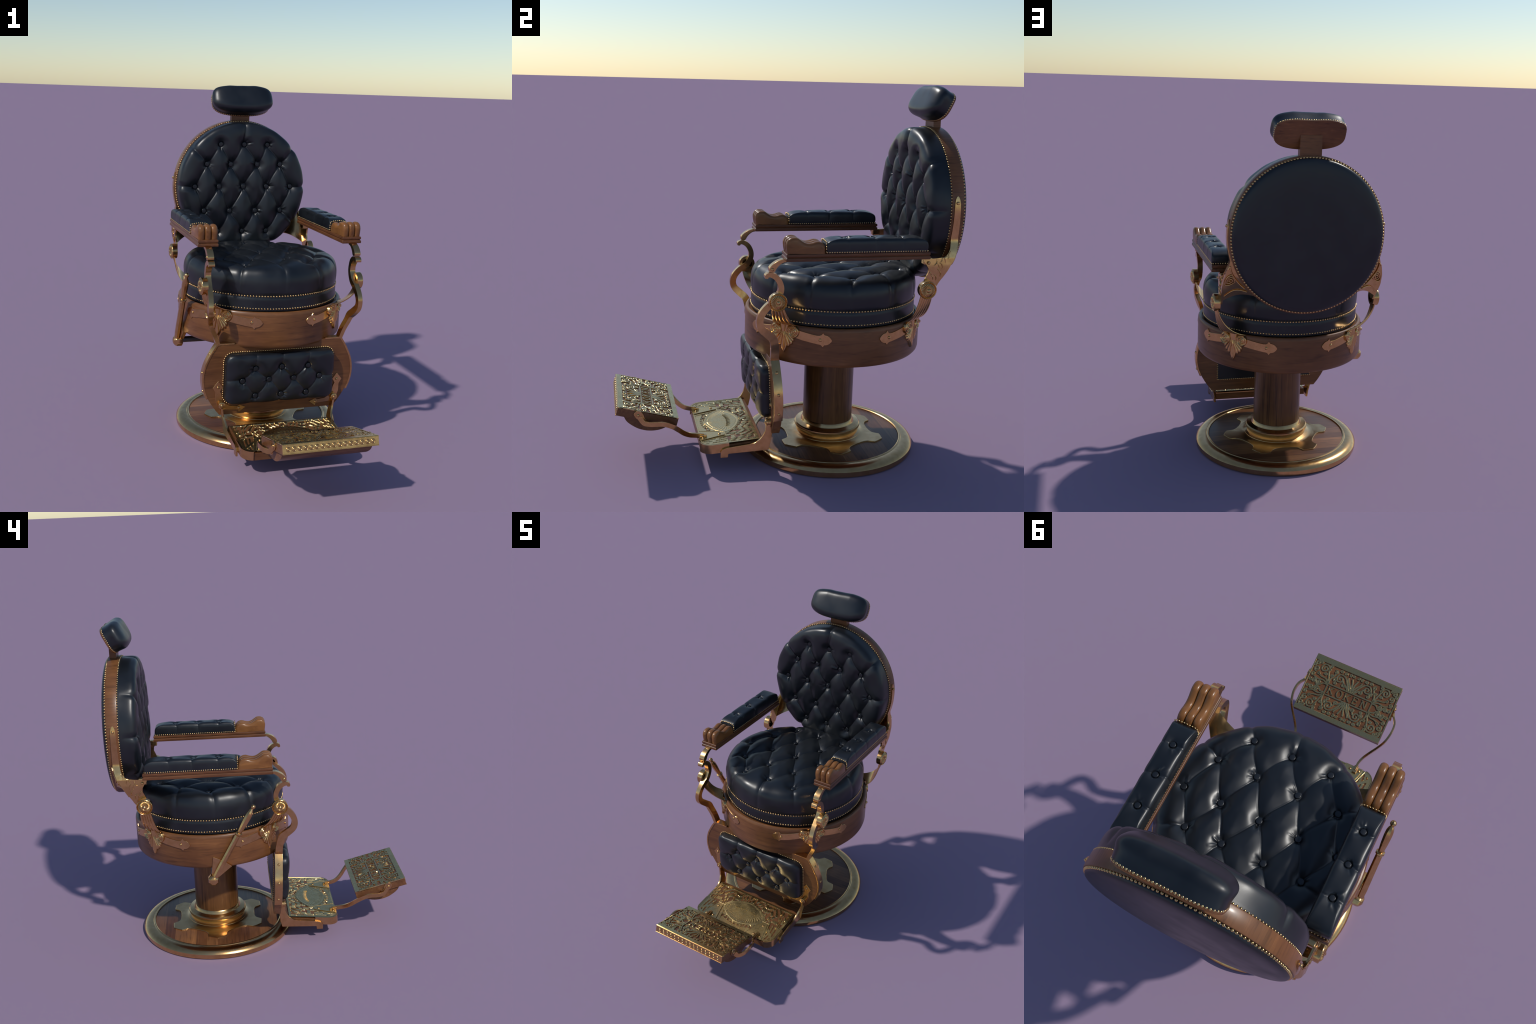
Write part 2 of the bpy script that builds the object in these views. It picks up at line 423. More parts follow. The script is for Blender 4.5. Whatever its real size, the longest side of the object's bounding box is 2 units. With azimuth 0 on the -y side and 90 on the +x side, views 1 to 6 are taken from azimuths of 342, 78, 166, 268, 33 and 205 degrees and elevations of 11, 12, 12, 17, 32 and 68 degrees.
# ---- corner fittings on the ring
RP = RING_R + .0005
def wrap(phi): return lambda a, b, h: ((RP + h) * cos(phi + a / RP), CY + (RP + h) * sin(phi + a / RP), b)
def ornament(phi):
    W = wrap(phi)
    plate = Geo()
    # two straps reaching sideways, each ending in a pointed tip
    tab = [(4, .742, .786), (7, .738, .783), (12, .730, .7765), (17, .7235, .7695), (21, .7185, .7645), (22.8, .7165, .7650), (23.6, .7140, .7685), (24.3, .7075, .7765), (24.6, .7045, .7805), (24.9, .7080, .7765), (25.5, .7150, .7695), (26.4, .7160, .7685), (27.5, .7185, .7660), (28.6, .7245, .7595), (29.5, .7330, .7510), (30, .7405, .7430)]
    for s in (-1, 1):
        v, f = [], []
        fine = []
        for (a0, l0, h0), (a1, l1, h1) in zip(tab, tab[1:]):
            k = max(1, int(a1 - a0))
            for i in range(k):
                t = i / k; fine.append((a0 + (a1 - a0) * t, l0 + (l1 - l0) * t, h0 + (h1 - h0) * t))
        fine.append(tab[-1])
        for a, lo, hi in fine:
            x = s * radians(a) * RING_R; m = min(.0012, (hi - lo) * .3)
            v += [W(x, lo, -.002), W(x, lo, .0028), W(x, lo + m, .0042), W(x, hi - m, .0042), W(x, hi, .0028), W(x, hi, -.002)]
        n = len(fine)
        for i in range(n - 1):
            for k in range(5): f.append((6 * i + k, 6 * i + k + 1, 6 * i + k + 7, 6 * i + k + 6))
        f.append(tuple(6 * (n - 1) + k for k in range(6)))
        plate.add(v, f)
    ob = plate.make("corner_strap", BRASS, frame, smooth=18)
    orn = Geo()
    # scrolls
    for s in (-1, 1):
        R0, nr, na = .034, 34, 48
        def P(i, j):
            r = R0 * (j / (nr - 1)); t = 2 * pi * i / na
            sp = r / .0140 - s * t / (2 * pi)
            h = .0135 + .0026 * cos(2 * pi * sp) * min(1, r / .006)
            if j >= nr - 2: h = (.009, -.002)[j - nr + 2]
            if j == 0: h = .020
            return W(s * .0505 + r * cos(t), .768 + r * sin(t), h)
        orn.add(*grid(na, nr, P, wrap=True))
    # palmette: lobed leaf fanning down from between the scrolls
    cuts = [0, 10, 23, 36, 48, 59, 70]
    na, nr = 113, 20
    def P(i, j):
        al = -70 + 140 * i / (na - 1); t = j / (nr - 1); aa = abs(al)
        k = max(q for q in range(6) if cuts[q] <= aa or q == 0); c0, c1 = cuts[k], cuts[k + 1]
        u = (aa / c1) if k == 0 else (aa - c0) / (c1 - c0) * 2 - 1            # -1..1 across a lobe
        lob = sqrt(max(0, 1 - min(1, abs(u)) ** 2))
        Rm = float(np.interp(aa, [0, 10, 10.01, 23, 36, 48, 59, 70], [.131, .112, .100, .096, .086, .074, .063, .054]))
        R = Rm * (.86 + .14 * lob) if k else Rm * (1 - .13 * u ** 1.2 if u > 0 else 1)
        r = .012 + (R - .012) * t; w = radians(al)
        droop = 1 + .10 * (aa / 70) * t
        x = r * sin(w) * droop; z = .779 - r * cos(w)
        h = .0055 + (.0068 * lob * (1 - .35 * t) + .002) * min(1, 3 * t + .3)
        if j >= nr - 2: h = (.0045, -.001)[j - nr + 2] if j == nr - 1 else h * .75
        return W(x, z, h)
    orn.add(*grid(na, nr, P))
    # crest between the scrolls
    def P(i, j):
        t = i / 9; u = j / 6 * 2 - 1
        return W(u * (.020 + .012 * t), .765 + .040 * t, .012 * (1 - u * u) ** .5 + .002 if abs(u) < 1 else 0)
    orn.add(*grid(10, 7, P))
    orn.make("scroll_ornament", BRASS, ob, smooth=50)
    for s in (-1, 1):
        x = s * radians(23.0) * RING_R; p = W(x, .742, .005); q = W(x, .742, 1)
        put("screw", SCREW_ME, p, (q[0] - p[0], q[1] - p[1], 0), ob, rng.random() * 3)
    return ob

def rosette(s, yc, zc, parent):
    pl = xaxis(yc, zc, s); g = Geo()
    rs = [0, .004, .008, .0095, .011, .013, .015, .017, .021, .025, .029, .033, .036, .0385, .040, .0415, .0435, .0455, .0465, .0465, .0455, .030]
    base_h = lambda r: float(np.interp(r, [0, .006, .0095, .011, .0135, .016, .024, .034, .039, .0405, .042, .0445, .0462], [.4745, .473, .4695, .4675, .470, .4695, .4685, .464, .4575, .4565, .461, .461, .4585]))
    na = 144; hs = [base_h(r) for r in rs]; hs[-3:] = [.4545, .427, .426]; hs[-4] = .4585
    def P(i, j):
        t = 2 * pi * i / na; r = rs[j]; h = hs[j]
        if .015 <= r <= .0385 and j < 15:
            k = sin(pi * (r - .013) / (.041 - .013))
            h += (.0042 * abs(cos(12 * t)) - .0026) * k
        return pl(r, t, h)
    g.add(*grid(na, len(rs), P, wrap=True))
    return g.make("rosette", BRASS, parent, smooth=45)

def fan(phi, s, yc, zc, parent):
    """fluted strip sweeping from the ring up to the rosette"""
    n1, n2 = 22, 41
    turn = 1 if sin(phi + .1) > sin(phi) else -1
    def P(i, j, outer):
        t = i / (n1 - 1); u = j / (n2 - 1) * 2 - 1
        a = phi + radians(8.8) * u * turn
        B = np.array([(RING_R + .004) * cos(a), CY + (RING_R + .004) * sin(a), .802])
        T = np.array([s * .4415, yc + .030 * u, zc - .018])
        M = np.array([s * .4415 * .82 + B[0] * .18, (yc + .034 * u) * .68 + B[1] * .32, .832])
        p = (1 - t) ** 2 * B + 2 * t * (1 - t) * M + t * t * T
        if not outer: return p
        rib = (.0035 + .0045 * abs(cos(2.5 * pi * u)) ** .7) * min(1, t * 6 + .4) * min(1, (1 - t) * 5 + .6)
        out = np.array([s * .7, np.sign(B[1] - CY) * .25, -.6 * (1 - t)]); out /= np.linalg.norm(out)
        return p + out * rib
    g = Geo().add(*grid(n1, n2, lambda i, j: P(i, j, 0))).add(*grid(n1, n2, lambda i, j: P(i, j, 1)))
    N = n1 * n2; loop = [j for j in range(n2)] + [i * n2 + n2 - 1 for i in range(1, n1)] + [(n1 - 1) * n2 + j for j in range(n2 - 2, -1, -1)] + [i * n2 for i in range(n1 - 2, 0, -1)]
    for p, q in zip(loop, loop[1:] + loop[:1]): g.f.append((p, q, q + N, p + N))
    return g.make("fluted_strip", BRASS, parent, smooth=40)

FR, RR = (-.105, .945), (.668, .986)
for s in (1, -1):
    for rear in (0, 1):
        phi = radians({(1, 0): -45, (1, 1): 45, (-1, 0): -135, (-1, 1): 135}[(s, rear)])
        o = ornament(phi)
        yc, zc = RR if rear else FR
        fan(phi, s, yc, zc, o)
        rosette(s, yc, zc, o)

# ================================================================== arms
for s in (1, -1):
    X0, X1, Y0, Y1 = .357, .470, -.073, .666
    prof = [(1.149, .0025), (1.151, .0), (1.163, 0), (1.1655, .002), (1.167, .0055), (1.1695, .0055), (1.1715, .003), (1.173, .001), (1.184, .001), (1.1865, .004), (1.1875, .008)]
    v, f = [], []
    for z, o in prof: v += [(s * (X0 + o), Y0 + o, z), (s * (X1 - o), Y0 + o, z), (s * (X1 - o), Y1 - o, z), (s * (X0 + o), Y1 - o, z)]
    for j in range(len(prof) - 1):
        for k in range(4): f.append((4 * j + k, 4 * j + (k + 1) % 4, 4 * j + 4 + (k + 1) % 4, 4 * j + 4 + k))
    f += [(0, 1, 2, 3), tuple(4 * (len(prof) - 1) + k for k in range(4))]
    arm = build("armrest", v, f, ARM_W, bevel=.0012, segs=1, smooth=30)
    # carved hand rest: a wave in profile, three rounded lobes across
    top = spline([(-.0665, 1.186), (-.0715, 1.212), (-.0725, 1.236), (-.0655, 1.2535), (-.052, 1.2635), (-.036, 1.2665), (-.018, 1.2645), (-.002, 1.2545), (.015, 1.2435), (.033, 1.2375), (.052, 1.2385), (.072, 1.2445), (.088, 1.2455), (.104, 1.2405), (.117, 1.228), (.1245, 1.212), (.1265, 1.186)], 5)
    NX = 49; XC = (X0 + X1) / 2; HW = .0535
    def P(i, j):
        p = top[i]; a = top[min(i + 1, len(top) - 1)]; b = top[max(i - 1, 0)]
        t = np.array(a) - np.array(b); t /= np.linalg.norm(t); nrm = np.array([-t[1], t[0]])
        u = (j / (NX - 1) * 2 - 1) * 3; lob = min(2, max(0, int((u + 3) / 2))); w = u - (-2 + 2 * lob)
        d = .0125 * (1 - sqrt(max(0, 1 - min(1, abs(w)) ** 2.3)))
        if lob != 1 and w * (lob - 1) > 0: d *= 1.35
        e = 1.0
        q = p - nrm * d * e
        return (s * (XC + HW * u / 3), q[0], max(q[1], 1.186))
    g = Geo().add(*grid(len(top), NX, P))
    for jj in (0, NX - 1):
        g.f.append(tuple(i * NX + jj for i in range(len(top))))
    g.make("hand_rest", HAND_W, arm, smooth=55)
    # pad
    pb = [(0, .233 - .39), (0, .375 - .39), (0, .517 - .39)]
    seg = []
    for p in pb:
        for q in (-.07, .07): seg.append((p, (q, p[1] + rng.uniform(-.008, .008)), .8, .45, .035))
    ph = tuft(pb, seg, .0085, .060, .005, .026, .004, 11 + s)
    pad = cushion("armrest_pad", round_rect(.0550, .265, .010), .0735, 5.5, 420, 70, lambda a, b, d: (s * (XC + a), .39 + b, 1.187 + d), ph, arm, fade=.1,
                  belly=lambda D: 1 - .05 * np.clip(.25 - D, 0, 1) * 2)
    for p in pb: put("tufting_button", BUTTON_S, (s * (XC + p[0]), .39 + p[1], 1.2605 + ph.floor + .0035), (0, 0, 1), pad)
    rows = []
    for x in (-.0525, .0525):
        rows += [((s * (XC + x), p[0], 1.1925), (s * np.sign(x), 0, .25)) for p in spaced([(.131, 0), (.648, 0)], .0126)]
    rows += [((s * (XC + p[0]), .6535, 1.1925), (0, 1, .25)) for p in spaced([(-.045, 0), (.045, 0)], .0126)]
    arch = [(-.0530, 1.196), (-.0525, 1.225), (-.049, 1.236), (-.038, 1.2435), (0, 1.2465), (.038, 1.2435), (.049, 1.236), (.0525, 1.225), (.0530, 1.196)]
    rows += [((s * (XC + p[0] * .99), .1268, p[1]), (0, -1, .5)) for p in spaced(arch, .0125)]
    nails(rows, pad, .0046)
    # front bracket: hook under the arm, then an S-shaped bar down to the leg rest
    hook = build("arm_hook", *mirror(bar([(.4175, -.060, 1.150, .036, .014), (.4175, -.085, 1.146, .036, .018), (.4175, -.108, 1.1335, .036, .024), (.4175, -.125, 1.1175, .036, .030), (.4175, -.1335, 1.103, .036, .032), (.4175, -.136, 1.091, .036, .022)], n=6), s),
                 BRASS, arm, bevel=.003)
    put("screw", SCREW_ME, (s * .4355, -.1335, 1.106), (s, 0, 0), hook, .6)
    w = .031
    S = [(.4165, -.160, 1.060, .034, .014), (.4165, -.1585, 1.071, .034, .021), (.4165, -.147, 1.078, .034, .022), (.4165, -.126, 1.0735, .034, .026), (.4165, -.104, 1.056, .034, .028), (.4165, -.089, 1.028, w, .028), (.4165, -.085, 1.0, w, .028),
         (.4165, -.094, .972, w, .030), (.417, -.115, .943, w, .032), (.4195, -.152, .914, .028, .033), (.4225, -.180, .878, .027, .034), (.4245, -.1895, .842, .026, .035), (.423, -.180, .807, .025, .037), (.415, -.149, .776, .024, .040), (.405, -.118, .748, .024, .041),
         (.396, -.106, .715, .023, .041), (.3775, -.099, .675, .022, .042), (.3645, -.0965, .642, .022, .043), (.3575, -.0955, .622, .020, .044), (.3565, -.0955, .6145, .018, .044)]
    build("curved_support", *mirror(bar(S, n=7), s), BRASS, bevel=.0025, smooth=40)
    # rear bracket: side cheek that climbs the back rim, and a back plate
    zs = [(.985, .674, .712), (1.005, .664, .727), (1.03, .656, .741), (1.05, .664, .757), (1.072, .674, .772), (1.095, .672, .785), (1.115, .660, .796), (1.132, .646, .806), (1.1425, .646, .811), (1.1445, .715, .812), (1.149, .752, .8145), (1.157, .768, .818), (1.17, .780, .823), (1.19, .789, .829), (1.215, .794, .834), (1.245, .7965, .835), (1.275, .797, .834), (1.305, .7975, .8325), (1.335, .798, .832), (1.365, .7985, .8315), (1.395, .799, .831), (1.42, .8005, .8295), (1.44, .8035, .8265), (1.452, .808, .822), (1.458, .814, .816)]
    def rimx(z): return sqrt(max(.0, .418 ** 2 - (z - 1.37) ** 2))
    def ox(z): return max(float(np.interp(z, [.98, 1.03, 1.09, 1.145, 1.195, 1.235, 1.26], [.427, .430, .4355, .430, .4185, .4005, .30])), rimx(z) + .004)
    v, f = [], []
    nz, ny = len(zs), 7
    for z, y0, y1 in zs:
        for j in range(ny): v.append((s * ox(z), y0 + (y1 - y0) * j / (ny - 1), z))
    f = [(i * ny + j, i * ny + j + 1, (i + 1) * ny + j + 1, (i + 1) * ny + j) for i in range(nz - 1) for j in range(ny - 1)]
    cheek = build("back_bracket", v, f, BRASS, smooth=40, solid=.009)
    def plate(u, t, off=0):
        """u from the outer edge to the back rim, t from bottom to top"""
        zo = 1.005 + (1.245 - 1.005) * t; zi = 1.058 + (1.245 - 1.058) * t
        yo = float(np.interp(zo, [q[0] for q in zs], [q[2] for q in zs]))
        z = zo + (zi - zo) * u + (1 - t) * .022 * sin(pi * u)
        x = ox(zo) + (sqrt(max(0, .414 ** 2 - (1.37 - zi) ** 2)) - ox(zo)) * u
        return (s * x, yo + (.840 - yo) * u + off, z)
    g = Geo().add(*grid(15, 15, lambda i, j: plate(i / 14, j / 14)))
    g.make("back_bracket_plate", BRASS, cheek, smooth=50, solid=.008)
    def tubes(name, lines, r, mat, parent, res=2):
        cu = bpy.data.curves.new(name, 'CURVE'); cu.dimensions = '3D'; cu.bevel_depth = r; cu.bevel_resolution = res; cu.use_fill_caps = True
        for L in lines:
            sp = cu.splines.new('POLY'); sp.points.add(len(L) - 1)
            for q, p in zip(sp.points, L): q.co = (p[0], p[1] - CY, p[2], 1); q.radius = p[3] if len(p) > 3 else 1
        t = bpy.data.objects.new(name, cu); coll.objects.link(t)
        dg = bpy.context.evaluated_depsgraph_get(); me = bpy.data.meshes.new_from_object(t.evaluated_get(dg))
        bpy.data.objects.remove(t); me.name = name
        return link(name, me, mat, parent, None, 60)
    def onplate(pts): return [(*plate(min(1, max(0, u)), min(1, max(0, t)), .0045), 1) for u, t in pts]
    sp_ = [(.40 + .34 * (1 - k / 60) * cos(k * .3 + 1), .46 + .15 * (1 - k / 60) * sin(k * .3 + 1)) for k in range(58)]
    edge1 = [(.10 + .75 * k / 20, .10 + .05 * sin(k / 20 * pi)) for k in range(21)]
    edge2 = [(.12 + .5 * k / 20, .80 + .10 * sin(k / 20 * pi) - .25 * (k / 20) ** 2) for k in range(21)]
    edge3 = [(.62 + .25 * k / 12, .58 - .38 * k / 12) for k in range(13)]
    tubes("bracket_scroll", [onplate(sp_), onplate(edge1), onplate(edge2), onplate(edge3)], .0036, BRASS, cheek)
    # leafy engraving on the cheek
    def oncheek(pts): return [(s * (ox(z) + .0008), y, z, .5 + .5 * sin(pi * k / 8)) for k, (y, z) in enumerate(pts)]
    eng = []
    for (y, z, a, L) in ((.70, 1.035, 1.2, .04), (.715, 1.03, 1.0, .05), (.735, 1.05, .9, .05), (.69, 1.06, 1.6, .035), (.72, 1.085, .7, .05), (.745, 1.09, 1.1, .05), (.775, 1.14, .9, .06), (.70, 1.11, .2, .05), (.735, 1.125, .5, .045), (.76, 1.12, 1.2, .06), (.78, 1.15, 1.2, .05)):
        L *= .7; ln = [(y + L * k / 8 * cos(a + .9 * k / 8), z + L * k / 8 * sin(a + .9 * k / 8)) for k in range(9)]
        lim = lambda z_, i: float(np.interp(z_, [q[0] for q in zs], [q[i] for q in zs]))
        ln = [(min(max(p, lim(q, 1) + .006), lim(q, 2) - .006), q) for p, q in ln]
        eng.append(oncheek(ln))
    tubes("bracket_engraving", eng, .0028, BRASS, cheek, 1)
    put("screw", SCREW_ME, (s * (ox(1.424) + .004), .8155, 1.424), (s, 0, .1), cheek, .8)
    put("screw", SCREW_ME, (s * .4375, .672, 1.123), (s, 0, 0), cheek, .3)
    build("arm_bolt_block", *mirror(box(.392, .428, .648, .694, 1.112, 1.1485), s), BRASS, cheek, bevel=.006, segs=3)

# ================================================================== backrest
BZ, BR = 1.37, .415
back = build("backrest", *lathe([(.33, .790), (.409, .787), (.4135, .789), (BR, .793), (BR, .848), (.4135, .852), (.409, .854), (.33, .854)], 128, yaxis(0, BZ)), BACK_W, smooth=30)
bb = []
for z, xs in ((1.641, (-.149, 0, .150)), (1.518, (-.235, -.085, .086, .236)), (1.379, (-.309, -.157, 0, .152, .310)), (1.227, (-.249, -.084, .083, .249)), (1.097, (-.159, 0, .159))):
    bb += [(x, z - BZ) for x in xs]
bs = lattice(bb, .185)
for p, q in (((0, .271), (0, .43)), ((.236, .148), (.33, .26)), ((-.235, .148), (-.33, .26)), ((.310, .009), (.43, .009)), ((-.309, .009), (-.43, .009)),
             ((.249, -.143), (.34, -.22)), ((-.249, -.143), (-.34, -.22)), ((0, -.273), (0, -.43)), ((.159, -.273), (.21, -.36)), ((-.159, -.273), (-.21, -.36))):
    bs.append((p, q, 1, .42, .038))
bh = tuft(bb, bs, .0245, .070, .008, .034, .0056, 5)
bc = cushion("back_cushion", circle_outline(.408), .118, 7.5, 480, 200, lambda a, b, d: (a, .789 - d, BZ + b), bh, back, fade=.2)
for x, z in bb:
    e = math.hypot(x, z) / .409; d = .118 * (1 - e ** 7.5) ** (1 / 7.5) + bh.floor + .0035
    put("tufting_button", BUTTON_ME, (x, .789 - d, BZ + z), (0, -1, 0), bc, rng.random())
rp = cushion("back_panel", circle_outline(.4035), .036, 3.6, 160, 50, lambda a, b, d: (a, .8535 + d, BZ + b), None, back)
def disc_nails(R, y, step, sgn, lean):
    n = int(2 * pi * R / step); t = [2 * pi * i / n for i in range(n)]
    return [((R * cos(a), y, BZ + R * sin(a)), (lean * cos(a), sgn, lean * sin(a))) for a in t]
nails(disc_nails(.4045, .8575, .0165, 1, .45), rp, .0064, single=True)
nails(disc_nails(.4105, .7855, .0150, -1, 1.6), bc, .0046)

# ================================================================== headrest
HO = np.array([.008, .8045, 1.8115]); HT = np.array([0, .449, .893]); HN = np.array([0, -.893, .449])
def hp(a, t, n): return tuple(HO + np.array([a, 0, 0]) + HT * (t + .082) + HN * n)
ho = super_outline(.187, .0865, .084, 3.9, 2.7, .004)
th = np.linspace(0, 2 * pi, 64, endpoint=False); ha, hb = ho(th)
slab = [(float(a), float(b)) for a, b in zip(ha, hb)]
hr = build("headrest", *prism(slab, -.002, .011, lambda u, w, d: hp(u, w, d)), BACK_W, bevel=.002, smooth=30)
def hr_h(a, b):
    out = .003 * np.sin(14 * a + 1) * np.sin(17 * b)
    return out - .0015 * np.abs(np.sin(38 * a)) * np.clip(b / .09, 0, 1)
hc = cushion("headrest_cushion", super_outline(.187, .0865, .084, 3.9, 2.7, .004), .100, 5.0, 160, 60, lambda a, t, d: hp(a, t, d + .009), hr_h, hr, fade=.2,
             belly=lambda D: 1 + .050 * np.exp(-((D - .62) / .28) ** 2))
hn = spaced([(a, b) for a, b in slab], .0125, closed=True)
nails([(hp(p[0] * .993, p[1] * .985, .0085), tuple(np.array([p[0] / .187, 0, 0]) * .7 + HT * p[1] / .083)) for p in hn], hc, .0052)
build("headrest_post", *prism([(-.056, 1.752), (.060, 1.752), (.060, 1.885), (-.056, 1.885)], 0, 1, lambda u, z, d: (u, .8060 + .041 * d - .002 * (z - 1.75) / .13, z)), BACK_W, hr, bevel=.002)

# ================================================================== leg rest
def lg(x, z, d):
    """front face of the board at d = 0, going back with d; the board leans a little"""
    return (x, -.1140 + (.615 - z) * .046 + d, z)
half = [(.357, .615), (.378, .582), (.398, .545), (.416, .505), (.427, .465), (.4315, .425), (.4285, .385), (.419, .345), (.404, .308), (.383, .271), (.36, .237), (.336, .208)]
outline = half + [(-x, z) for x, z in reversed(half)]
leg = build("leg_rest", *prism(outline, 0, .042, lg), BOARD_W, bevel=.0015, smooth=30)
LZ = .42
lb = [(-.151, .482), (0, .484), (.154, .481), (-.224, .414), (-.072, .414), (.073, .413), (.225, .415), (-.148, .323), (.002, .322), (.151, .322)]
lb = [(x, z - LZ) for x, z in lb]
ls = lattice(lb, .125)
for p, q in ((lb[0], (-.155, .16)), (lb[1], (0, .16)), (lb[2], (.158, .16)), (lb[3], (-.34, .0)), (lb[6], (.34, .0)), (lb[7], (-.175, -.15)), (lb[8], (0, -.15)), (lb[9], (.18, -.15))):
    ls.append((p, q, .9, .45, .04))
lh = tuft(lb, ls, .0140, .062, .007, .032, .0042, 9)
lc = cushion("leg_rest_cushion", round_rect(.316, .144, .045), .062, 5.0, 420, 110, lambda a, b, d: lg(a, LZ + b, .001 - d), lh, leg, fade=.1)
for p in lb:
    put("tufting_button", BUTTON_ME, lg(p[0], LZ + p[1], -(.0615 + lh.floor + .0035)), (0, -1, -.04), lc)
a_, b_ = round_rect(.3215, .1495, .05)(np.linspace(0, 2 * pi, 400, endpoint=False))
nails([(lg(p[0], LZ + p[1], -.001), (p[0] * .8, -1, p[1] * 2)) for p in spaced(list(zip(a_, b_)), .0128, True)], lc, .0050)
# leather panel on the back of the board
bp = build("leg_rest_back_panel", *prism([(-.302, .278), (.302, .278), (.302, .565), (-.302, .565)], .0405, .0455, lg), LEATHER, leg, bevel=.0015)
nails([(lg(p[0], p[1], .0455), (0, 1, 0)) for p in spaced([(-.302, .278), (.302, .278), (.302, .565), (-.302, .565)], .0135, True)], bp, .0050)
for s in (1, -1):
    side = half[:9]
    pts = []
    for i, (x, z) in enumerate(side):
        p = lg(s * (x + .0045), z, .021); pts.append((*p, .046, .011))
    tr = build("side_trim", *bar(pts, waxis=(0, 1, 0), n=4), BRASS, leg, bevel=.0015)
    build("top_trim", *bar([(*lg(s * .364, .6175, .021), .045, .014), (*lg(s * .335, .618, .021), .045, .010), (*lg(s * .264, .6175, .021), .045, .008)], waxis=(0, 1, 0), n=3), BRASS, tr, bevel=.0015)
    for z in (.562, .457, .349):
        x = float(np.interp(-z, [-q[1] for q in half], [q[0] for q in half])); x2 = float(np.interp(-(z - .02), [-q[1] for q in half], [q[0] for q in half]))
        put("screw", SCREW_ME, lg(s * (x + .0105), z, .021), (s * .02, 0, (x2 - x)), tr, .7)
    # corner plate with house-shaped ends
    cp = [(.349, .410), (.381, .371), (.365, .345), (.3645, .300), (.352, .262), (.330, .240), (.232, .232), (.226, .2185), (.187, .2465), (.226, .264), (.238, .2555), (.283, .262), (.318, .285), (.328, .330), (.337, .350), (.322, .374)]
    co = build("corner_plate", *prism([(s * x, z) for x, z in cp], -.005, .001, lg), BRASS, leg, bevel=.0012, segs=1)
    put("screw", SCREW_ME, lg(s * .349, .372, -.005), (0, -1, 0), co, .4); put("screw", SCREW_ME, lg(s * .227, .242, -.005), (0, -1, 0), co, 1.2)
    cyl = lathe([(.010, -.128), (.016, -.1275), (.0185, -.1255), (.0185, -.118), (.0165, -.116), (.0165, -.092)], 28, yaxis(s * .331, .272))
    pv = build("pivot", *cyl, BRASS, co, smooth=35)
    put("screw", SCREW_ME, (s * .331, -.128, .272), (0, -1, 0), pv, .5)

# ================================================================== lower footrest
lf = None
FX = .298
def fz(y): return .1635 + (-.137 - y) * -.075      # the tray dips slightly to the front
def tray_outline(inset=0, n=9):
    X, Yr, Yf, r = FX - inset, -.128 - inset, -.456 + inset, .062
    pts = [(X, Yr)]
    for k in range(n):
        a = -pi / 2 * k / (n - 1); pts.append((X - r + r * cos(a), Yf + r + r * sin(a)))
    return pts + [(-x, y) for x, y in reversed(pts)]
lf = build("lower_footrest", *prism(tray_outline(.003), -.050, -.009, lambda x, y, d: (x, y, fz(y) + d)), FOOT_W, bevel=.0015, smooth=30)
